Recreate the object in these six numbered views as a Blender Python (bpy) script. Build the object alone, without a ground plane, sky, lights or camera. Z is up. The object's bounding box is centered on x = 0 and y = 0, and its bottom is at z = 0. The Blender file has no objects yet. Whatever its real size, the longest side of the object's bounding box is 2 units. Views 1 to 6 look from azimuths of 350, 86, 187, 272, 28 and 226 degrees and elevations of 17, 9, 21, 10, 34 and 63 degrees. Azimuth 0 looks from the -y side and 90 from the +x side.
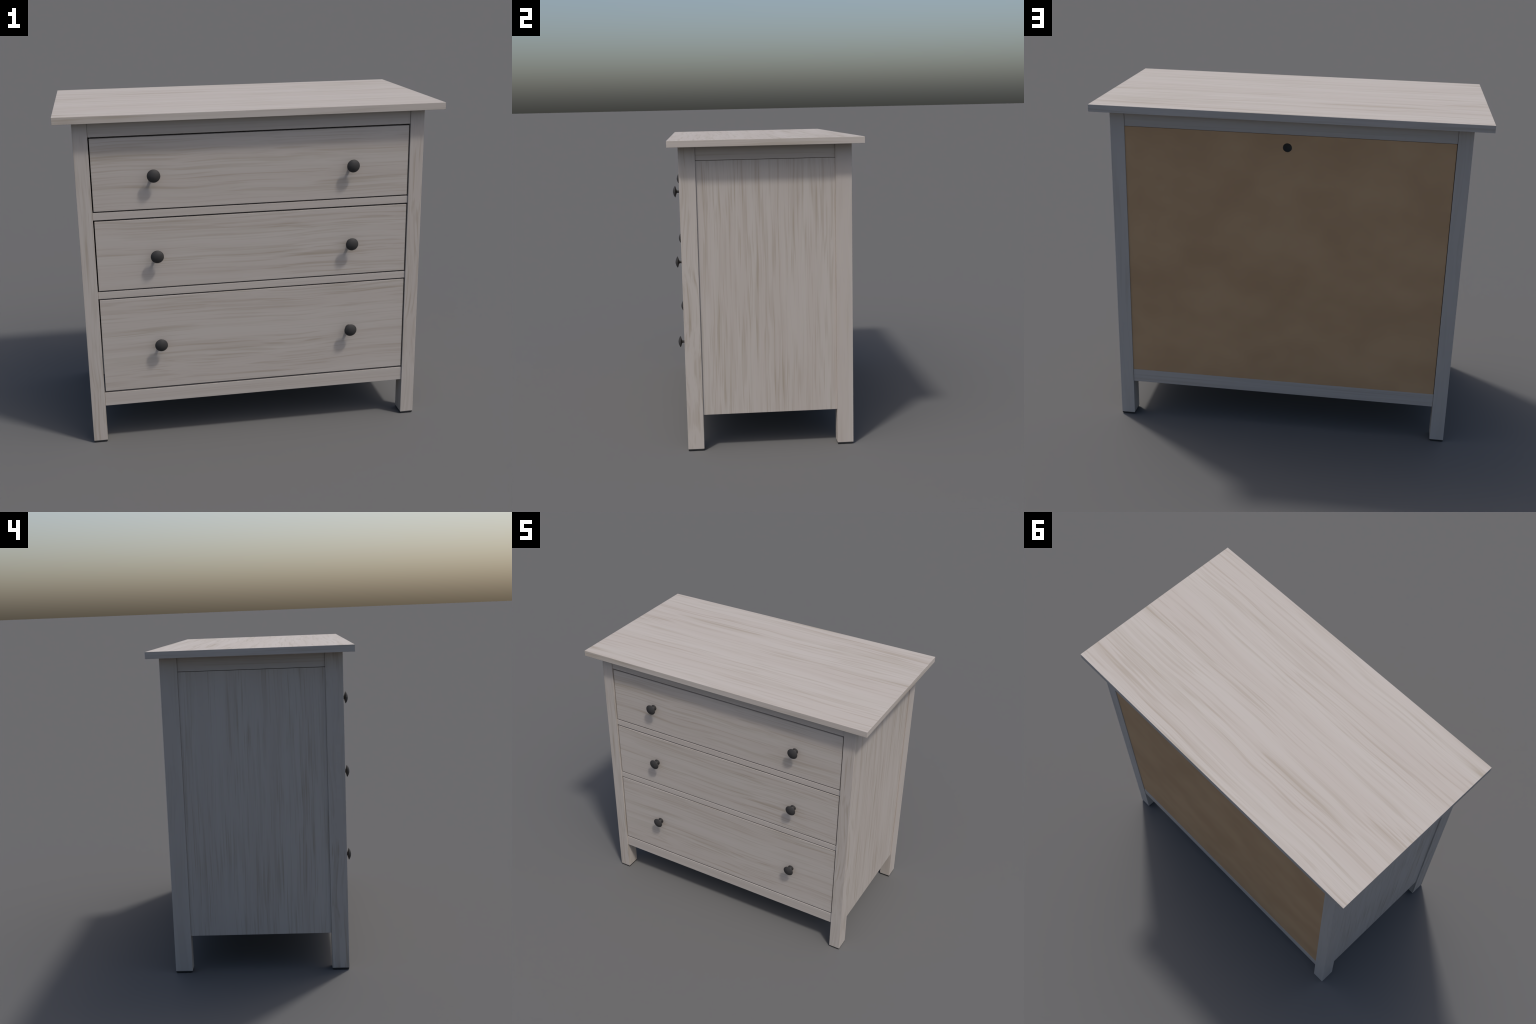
"""White-stained three-drawer chest: plank top, four square posts, inset rails and
side panels, three drawers with turned black knobs, brown hardboard back."""
import bpy, bmesh, math
from mathutils import Vector

# ------------------------------------------------------------------ sizes (m)
TOP_X, TOP_Y = 1.0, 0.5418            # half extents of the top board
TOP_Z0, TOP_Z1 = 1.7525, 1.789
LEG_X0, LEG_X1 = 0.8347, 0.9087       # post, inner / outer face
LEG_Y0, LEG_Y1 = 0.3900, 0.4833
PAD_H = 0.0088
FRONT_Y = -0.4780                     # plane of drawers and front rails
SIDE_X = 0.9008                       # plane of side panels
BACK_Y = 0.4800                       # plane of back rails
RAIL_Z0, RAIL_Z1 = 0.2120, 0.2870     # bottom rails
TOPRAIL_Z0 = 1.6755                   # underside of the rails below the top
DRAWERS = [(1.2950, 1.6672), (0.8692, 1.2417), (0.2970, 0.8172)]
DIVIDERS = [(1.2500, 1.2880), (0.8248, 0.8620)]
DRAWER_X = 0.8283
KNOB_X = 0.5196
KNOB_Z = [1.4728, 1.0474, 0.5537]

# ------------------------------------------------------------------ node helper
class Nodes:
    def __init__(self, mat):
        mat.use_nodes = True
        self.t = mat.node_tree
        self.t.nodes.clear()

    def new(self, kind, **kw):
        n = self.t.nodes.new(kind)
        for k, v in kw.items():
            setattr(n, k, v)
        return n

    def link(self, a, b):
        self.t.links.new(a, b)

    def set(self, sock, v):
        if isinstance(v, bpy.types.NodeSocket):
            self.link(v, sock)
        else:
            sock.default_value = v

    def math(self, op, a, b=0.0, clamp=False):
        n = self.new('ShaderNodeMath', operation=op, use_clamp=clamp)
        self.set(n.inputs[0], a)
        self.set(n.inputs[1], b)
        return n.outputs[0]

    def combine(self, x, y, z):
        n = self.new('ShaderNodeCombineXYZ')
        for s, v in zip(n.inputs, (x, y, z)):
            self.set(s, v)
        return n.outputs[0]

    def noise(self, vec, scale=1.0, detail=2.0, rough=0.5, distortion=0.0):
        n = self.new('ShaderNodeTexNoise')
        self.set(n.inputs['Vector'], vec)
        n.inputs['Scale'].default_value = scale
        n.inputs['Detail'].default_value = detail
        n.inputs['Roughness'].default_value = rough
        n.inputs['Distortion'].default_value = distortion
        return n.outputs['Fac']

    def smooth(self, v, lo, hi, to0=0.0, to1=1.0):
        n = self.new('ShaderNodeMapRange', interpolation_type='SMOOTHSTEP')
        self.set(n.inputs['Value'], v)
        n.inputs['From Min'].default_value = lo
        n.inputs['From Max'].default_value = hi
        n.inputs['To Min'].default_value = to0
        n.inputs['To Max'].default_value = to1
        return n.outputs['Result']

    def mix(self, fac, a, b, blend='MIX'):
        n = self.new('ShaderNodeMix', data_type='RGBA', blend_type=blend)
        self.set(n.inputs['Factor'], fac)
        for s, v in ((n.inputs[6], a), (n.inputs[7], b)):
            self.set(s, v if isinstance(v, bpy.types.NodeSocket) else (*v, 1.0))
        return n.outputs[2]

    def finish(self, colour, rough, bump=None, specular=0.5):
        b = self.new('ShaderNodeBsdfPrincipled')
        self.set(b.inputs['Base Color'],
                 colour if isinstance(colour, bpy.types.NodeSocket) else (*colour, 1))
        self.set(b.inputs['Roughness'], rough)
        b.inputs['Specular IOR Level'].default_value = specular
        if bump is not None:
            h, dist = bump
            n = self.new('ShaderNodeBump')
            n.inputs['Strength'].default_value = 0.35
            n.inputs['Distance'].default_value = dist
            self.set(n.inputs['Height'], h)
            self.link(n.outputs['Normal'], b.inputs['Normal'])
        o = self.new('ShaderNodeOutputMaterial')
        self.link(b.outputs[0], o.inputs[0])


# white-stain palette (linear)
PALE = (0.436, 0.401, 0.372)
WARM = (0.420, 0.380, 0.350)
TAN = (0.270, 0.230, 0.174)


def wood(name, axis, streak=1.0, slant=0.05, width=1.0, stretch=1.0, tone=1.0, end_swap=False):
    """White-stained pine. axis: grain direction in object space; slant: how far the
    grain wanders sideways (m); width: streak width; stretch: streak length."""
    m = bpy.data.materials.new(name)
    N = Nodes(m)
    tc = N.new('ShaderNodeTexCoord')
    sep = N.new('ShaderNodeSeparateXYZ')
    N.link(tc.outputs['Object'], sep.inputs[0])
    rnd = N.new('ShaderNodeObjectInfo').outputs['Random']
    x, y, z = sep.outputs
    u, v, w = {'X': (x, y, z), 'Y': (y, x, z), 'Z': (z, x, y)}[axis]
    if end_swap:      # the short edges carry lines along the edge, not end grain
        g = N.new('ShaderNodeNewGeometry')
        sn = N.new('ShaderNodeSeparateXYZ')
        N.link(g.outputs['Normal'], sn.inputs[0])
        end = N.math('GREATER_THAN', N.math('ABSOLUTE', sn.outputs[0]), 0.7)
        keep = N.math('SUBTRACT', 1.0, end)
        uu = N.math('ADD', N.math('MULTIPLY', u, keep), N.math('MULTIPLY', v, end))
        vv = N.math('ADD', N.math('MULTIPLY', v, keep), N.math('MULTIPLY', u, end))
        u, v = uu, vv
    u = N.math('ADD', u, N.math('MULTIPLY', rnd, 37.0))
    # slow sideways wander of the grain
    q = (N.math('MULTIPLY', u, 1.7), N.math('MULTIPLY', v, 2.4), N.math('MULTIPLY', w, 2.4))
    wa = N.noise(N.combine(*q), detail=1.5, rough=0.4)
    wb = N.noise(N.combine(N.math('ADD', q[0], 11.0), q[1], q[2]), detail=1.5, rough=0.4)
    v = N.math('ADD', v, N.math('MULTIPLY', N.math('SUBTRACT', wa, 0.5), slant * 2.0))
    w = N.math('ADD', w, N.math('MULTIPLY', N.math('SUBTRACT', wb, 0.5), slant * 2.0))

    def grain(along, across, shift, detail, rough):
        k = across / width
        return N.noise(N.combine(N.math('ADD', N.math('MULTIPLY', u, along / stretch), shift),
                                 N.math('MULTIPLY', v, k), N.math('MULTIPLY', w, k)),
                       detail=detail, rough=rough)

    band = grain(0.7, 9.0, 3.0, 2.0, 0.5)
    broad = grain(1.7, 26.0, 7.0, 1.0, 0.4)
    fine = grain(2.6, 62.0, 13.0, 1.0, 0.4)
    hair = grain(2.6, 170.0, 19.0, 2.0, 0.6)
    patch = grain(1.3, 7.0, 29.0, 1.0, 0.5)
    col = N.mix(N.smooth(band, 0.35, 0.65), PALE, WARM)
    s = N.math('MULTIPLY', N.smooth(broad, 0.50, 0.70), 0.30)
    s = N.math('ADD', s, N.math('MULTIPLY', N.smooth(fine, 0.50, 0.70), 0.46))
    s = N.math('ADD', s, N.math('MULTIPLY', N.smooth(hair, 0.46, 0.68), 0.16))
    s = N.math('MULTIPLY', s, N.smooth(patch, 0.30, 0.65, 0.5, 1.2))
    s = N.math('MULTIPLY', s, streak, clamp=True)
    col = N.mix(s, col, TAN)
    if tone != 1.0:
        col = N.mix(1.0, col, (tone, tone, tone), 'MULTIPLY')
    N.finish(col, 0.72, bump=(fine, 0.0003), specular=0.25)
    return m


def hardboard(name):
    m = bpy.data.materials.new(name)
    N = Nodes(m)
    tc = N.new('ShaderNodeTexCoord')
    mp = N.new('ShaderNodeMapping')
    mp.inputs['Rotation'].default_value = (0, math.radians(24), 0)
    mp.inputs['Scale'].default_value = (1.5, 1.0, 2.1)
    N.link(tc.outputs['Object'], mp.inputs['Vector'])
    cloud = N.noise(mp.outputs[0], 2.0, 2.0, 0.5)
    fibre = N.noise(tc.outputs['Object'], 160.0, 2.0, 0.6)
    col = N.mix(N.smooth(cloud, 0.30, 0.70), (0.442, 0.274, 0.148), (0.500, 0.320, 0.176))
    col = N.mix(N.math('MULTIPLY', fibre, 0.10), col, (0.40, 0.26, 0.16))
    N.finish(col, 0.75, specular=0.2)
    return m


def plain(name, colour, rough, specular=0.5, mottling=0.15):
    m = bpy.data.materials.new(name)
    N = Nodes(m)
    tc = N.new('ShaderNodeTexCoord')
    n = N.noise(tc.outputs['Object'], 60.0, 3.0)
    dark = tuple(c * (1 - mottling) for c in colour)
    N.finish(N.mix(n, colour, dark), rough, specular=specular)
    return m


M_TOP = wood('stained_pine_top', 'X', streak=0.66, slant=0.020, stretch=1.7, width=1.0, end_swap=True)
M_DRAWER = wood('stained_pine_drawer', 'X', streak=0.60, slant=0.022, stretch=1.7, width=0.70)
M_RAIL_X = wood('stained_pine_rail', 'X', streak=0.35, slant=0.003, width=0.4, stretch=2.0)
M_RAIL_Y = wood('stained_pine_side_rail', 'Y', streak=0.4, slant=0.003, width=0.4, stretch=2.0)
M_PANEL = wood('stained_pine_panel', 'Z', streak=0.66, slant=0.012, width=0.56, stretch=0.85)
M_LEG = wood('stained_pine_post', 'Z', streak=0.72, slant=0.050, width=0.70, stretch=0.9)
M_LEG_BACK = wood('stained_pine_back_post', 'Z', streak=0.25, slant=0.02)
M_BOX = wood('unfinished_drawer_box', 'Y', streak=0.4, stretch=2.0)
M_BACK = hardboard('brown_hardboard')
M_BLACK = plain('black_painted_knob', (0.036, 0.0345, 0.0345), 0.62, 0.3)
M_PAD = plain('black_plastic_pad', (0.020, 0.021, 0.022), 0.6)

# ------------------------------------------------------------------ geometry
COL = bpy.context.scene.collection


def add(name, mesh, parent, loc=(0, 0, 0)):
    o = bpy.data.objects.new(name, mesh)
    COL.objects.link(o)
    o.parent = parent
    o.location = Vector(loc)
    return o


def box_bm(bm, lo, hi):
    r = bmesh.ops.create_cube(bm, size=1.0)
    for vert in r['verts']:
        for i in range(3):
            vert.co[i] = (lo[i] + hi[i]) / 2 + vert.co[i] * (hi[i] - lo[i])
    return r['verts']


def round_edges(bm, width, segments=2):
    bmesh.ops.bevel(bm, geom=bm.edges[:], offset=width, segments=segments, profile=0.5,
                    affect='EDGES', clamp_overlap=True)


def to_mesh(bm, name, mat, smooth=False):
    me = bpy.data.meshes.new(name)
    bm.to_mesh(me)
    bm.free()
    me.materials.append(mat)
    if smooth:
        me.shade_smooth()
    else:
        me.shade_flat()
    return me


def board(name, lo, hi, mat, parent, bevel=0.0006, origin=(0, 0, 0)):
    """Rounded-edge board between two corners (world); origin stays at its centre."""
    c = [(a + b) / 2 for a, b in zip(lo, hi)]
    bm = bmesh.new()
    box_bm(bm, [a - m for a, m in zip(lo, c)], [b - m for b, m in zip(hi, c)])
    if bevel:
        round_edges(bm, bevel)
    return add(name, to_mesh(bm, name, mat), parent, [a - b for a, b in zip(c, origin)])


def lathe(name, profile, mat, steps=48):
    """Turn (radius, distance) pairs about the -y axis."""
    bm = bmesh.new()
    rings = []
    for r, d in profile:
        if r < 1e-6:
            rings.append([bm.verts.new((0, -d, 0))])
        else:
            rings.append([bm.verts.new((r * math.cos(2 * math.pi * i / steps), -d,
                                        r * math.sin(2 * math.pi * i / steps)))
                          for i in range(steps)])
    for a, b in zip(rings, rings[1:]):
        for i in range(steps):
            j = (i + 1) % steps
            if len(a) == 1:
                bm.faces.new((a[0], b[i], b[j]))
            elif len(b) == 1:
                bm.faces.new((a[i], b[0], a[j]))
            else:
                bm.faces.new((a[i], b[i], b[j], a[j]))
    bmesh.ops.recalc_face_normals(bm, faces=bm.faces[:])
    return to_mesh(bm, name, mat, smooth=True)


chest = bpy.data.objects.new('chest_of_drawers', None)
COL.objects.link(chest)
chest['label'] = 'white-stained wooden chest with three drawers and black knobs'
chest['category'] = 'chest of drawers'

# top board
board('tabletop', (-TOP_X, -TOP_Y, TOP_Z0), (TOP_X, TOP_Y, TOP_Z1), M_TOP, chest, 0.0012)

# posts with plastic pads
for front, mat in ((True, M_LEG), (False, M_LEG_BACK)):
    cx, cy, cz = (LEG_X0 + LEG_X1) / 2, (LEG_Y0 + LEG_Y1) / 2, (PAD_H + TOP_Z0 - 0.0005) / 2
    hx, hy, hz = (LEG_X1 - LEG_X0) / 2, (LEG_Y1 - LEG_Y0) / 2, (TOP_Z0 - 0.0005 - PAD_H) / 2
    bm = bmesh.new()
    box_bm(bm, (-hx, -hy, -hz), (hx, hy, hz))
    round_edges(bm, 0.0012)
    leg_mesh = to_mesh(bm, 'leg', mat)
    bm = bmesh.new()
    box_bm(bm, (-hx + 0.0012, -hy + 0.0012, -PAD_H / 2), (hx - 0.0012, hy - 0.0012, PAD_H / 2 + 0.001))
    round_edges(bm, 0.0022)
    pad_mesh = to_mesh(bm, 'foot_pad', M_PAD)
    for sx in (-1, 1):
        leg = add('leg', leg_mesh, chest, (sx * cx, (-1 if front else 1) * cy, cz))
        add('foot_pad', pad_mesh, leg, (0, 0, -cz + PAD_H / 2))

# front and back rails
RX = LEG_X0 - 0.0012
RX_FRONT = LEG_X0 - 0.0010
board('rail', (-RX_FRONT, FRONT_Y, TOPRAIL_Z0), (RX_FRONT, FRONT_Y + 0.04, TOP_Z0 - 0.0005), M_RAIL_X, chest)
for z0, z1 in DIVIDERS:
    board('rail', (-RX_FRONT, FRONT_Y, z0), (RX_FRONT, FRONT_Y + 0.06, z1), M_RAIL_X, chest)
board('rail', (-RX_FRONT, FRONT_Y, RAIL_Z0), (RX_FRONT, FRONT_Y + 0.04, RAIL_Z1), M_RAIL_X, chest)
board('rail', (-RX, BACK_Y - 0.035, TOPRAIL_Z0), (RX, BACK_Y, TOP_Z0 - 0.0005), M_RAIL_X, chest)
board('rail', (-RX, BACK_Y - 0.035, RAIL_Z0), (RX, BACK_Y, 0.2862), M_RAIL_X, chest)

# sides: rail under the top, tongue-and-groove panel below it
for sx in (-1, 1):
    xs = sorted((sx * SIDE_X, sx * (SIDE_X - 0.030)))
    board('rail', (xs[0], -LEG_Y0 + 0.0008, TOPRAIL_Z0), (xs[1], LEG_Y0 - 0.0008, TOP_Z0 - 0.0005), M_RAIL_Y, chest)
    xs = sorted((sx * (SIDE_X - 0.0003), sx * (SIDE_X - 0.028)))
    board('side_panel', (xs[0], -LEG_Y0 + 0.0003, 0.2105), (xs[1], LEG_Y0 - 0.0003, TOPRAIL_Z0 - 0.0025), M_PANEL, chest)

# hardboard back with a cable hole
HOLE_R, HOLE_Z = 0.0230, 1.6085
bx0, bx1, bz0, bz1 = -0.8318, 0.8342, 0.2866, TOPRAIL_Z0 - 0.0020
by0, by1 = BACK_Y - 0.008, BACK_Y - 0.0015
cz = (bz0 + bz1) / 2
bm = bmesh.new()
n = 64
hole = [(HOLE_R * math.cos(2 * math.pi * i / n), HOLE_Z - cz + HOLE_R * math.sin(2 * math.pi * i / n))
        for i in range(n)]


def rim_point(i):
    """Point where the ray through hole vertex i meets the panel's outline."""
    a = 2 * math.pi * i / n
    dx, dz = math.cos(a), math.sin(a)
    t = min([((bx1 if dx > 0 else bx0)) / dx] if abs(dx) > 1e-9 else [9e9])
    s = ((bz1 if dz > 0 else bz0) - HOLE_Z) / dz if abs(dz) > 1e-9 else 9e9
    t = min(t, s)
    return dx * t, HOLE_Z - cz + dz * t


corners = [(bx1, bz1 - cz), (bx0, bz1 - cz), (bx0, bz0 - cz), (bx1, bz0 - cz)]
ang = lambda p: math.atan2(p[1] - (HOLE_Z - cz), p[0]) % (2 * math.pi)
outer = sorted([(ang(rim_point(i)) if i else 0.0, rim_point(i), i) for i in range(n)]
               + [(ang(c), c, None) for c in corners])
for y, side in ((by1, 'back'), (by0, 'inside')):
    inner_v = [bm.verts.new((p[0], y, p[1])) for p in hole]
    ring = [(bm.verts.new((p[0], y, p[1])), i) for _, p, i in outer]
    last = 0
    for k in range(len(ring)):
        (a, ia), (b, ib) = ring[k], ring[(k + 1) % len(ring)]
        if ia is not None:
            last = ia
        if ib is None:                       # corner inserted inside this sector
            bm.faces.new((inner_v[last], a, b))
        elif ia is None:
            bm.faces.new((inner_v[last], a, b, inner_v[ib]))
        else:
            bm.faces.new((inner_v[ia], a, b, inner_v[ib]))
    if side == 'back':
        keep_in, keep_out = inner_v, [r[0] for r in ring]
for i in range(n):
    j = (i + 1) % n
    bm.faces.new((keep_in[i], keep_in[j], inner_v[j], inner_v[i]))
for i in range(len(ring)):
    j = (i + 1) % len(ring)
    bm.faces.new((keep_out[i], keep_out[j], ring[j][0], ring[i][0]))
bmesh.ops.recalc_face_normals(bm, faces=bm.faces[:])
me = bpy.data.meshes.new('back_panel')
bm.to_mesh(me)
bm.free()
me.materials.append(M_BACK)
add('back_panel', me, chest, (0, 0, cz))

# drawers
knob_profile = [(0.0, 0.0505), (0.0060, 0.0501), (0.0130, 0.0488), (0.0200, 0.0465), (0.0260, 0.0437),
                (0.0305, 0.0410), (0.0331, 0.0390), (0.0341, 0.0378), (0.0341, 0.0370), (0.0331, 0.0361),
                (0.0290, 0.0345), (0.0230, 0.0327), (0.0170, 0.0308), (0.0118, 0.0290), (0.0088, 0.0272),
                (0.0076, 0.0250), (0.0074, 0.0215), (0.0076, 0.0170), (0.0088, 0.0125), (0.0118, 0.0085),
                (0.0160, 0.0058), (0.0186, 0.0042), (0.0196, 0.0028), (0.0197, 0.0004), (0.0, 0.0002)]
knob_mesh = lathe('knob', knob_profile, M_BLACK)
FRONT_T = 0.038
for (z0, z1), kz in zip(DRAWERS, KNOB_Z):
    c = (0.0, FRONT_Y + FRONT_T / 2, (z0 + z1) / 2)
    dr = board('drawer', (-DRAWER_X, FRONT_Y, z0), (DRAWER_X, FRONT_Y + FRONT_T, z1), M_DRAWER, chest, 0.0012)
    # tray behind the front: two sides, back and bottom
    bm = bmesh.new()
    tx, ty0, ty1 = 0.795, FRONT_Y + FRONT_T + 0.0005, 0.400
    tz0, tz1 = z0 + 0.012, z1 - 0.050
    t = 0.022
    for lo, hi in (((-tx, ty0, tz0), (-tx + t, ty1, tz1)), ((tx - t, ty0, tz0), (tx, ty1, tz1)),
                   ((-tx + t + .0005, ty1 - t, tz0), (tx - t - .0005, ty1, tz1)),
                   ((-tx + t + .0005, ty0, tz0), (tx - t - .0005, ty1 - t - .0005, tz0 + 0.008))):
        box_bm(bm, [a - b for a, b in zip(lo, c)], [a - b for a, b in zip(hi, c)])
    add('drawer_box', to_mesh(bm, 'drawer_box', M_BOX), dr)
    for sx in (-1, 1):
        add('knob', knob_mesh, dr, (sx * KNOB_X - c[0], FRONT_Y - c[1], kz - c[2]))
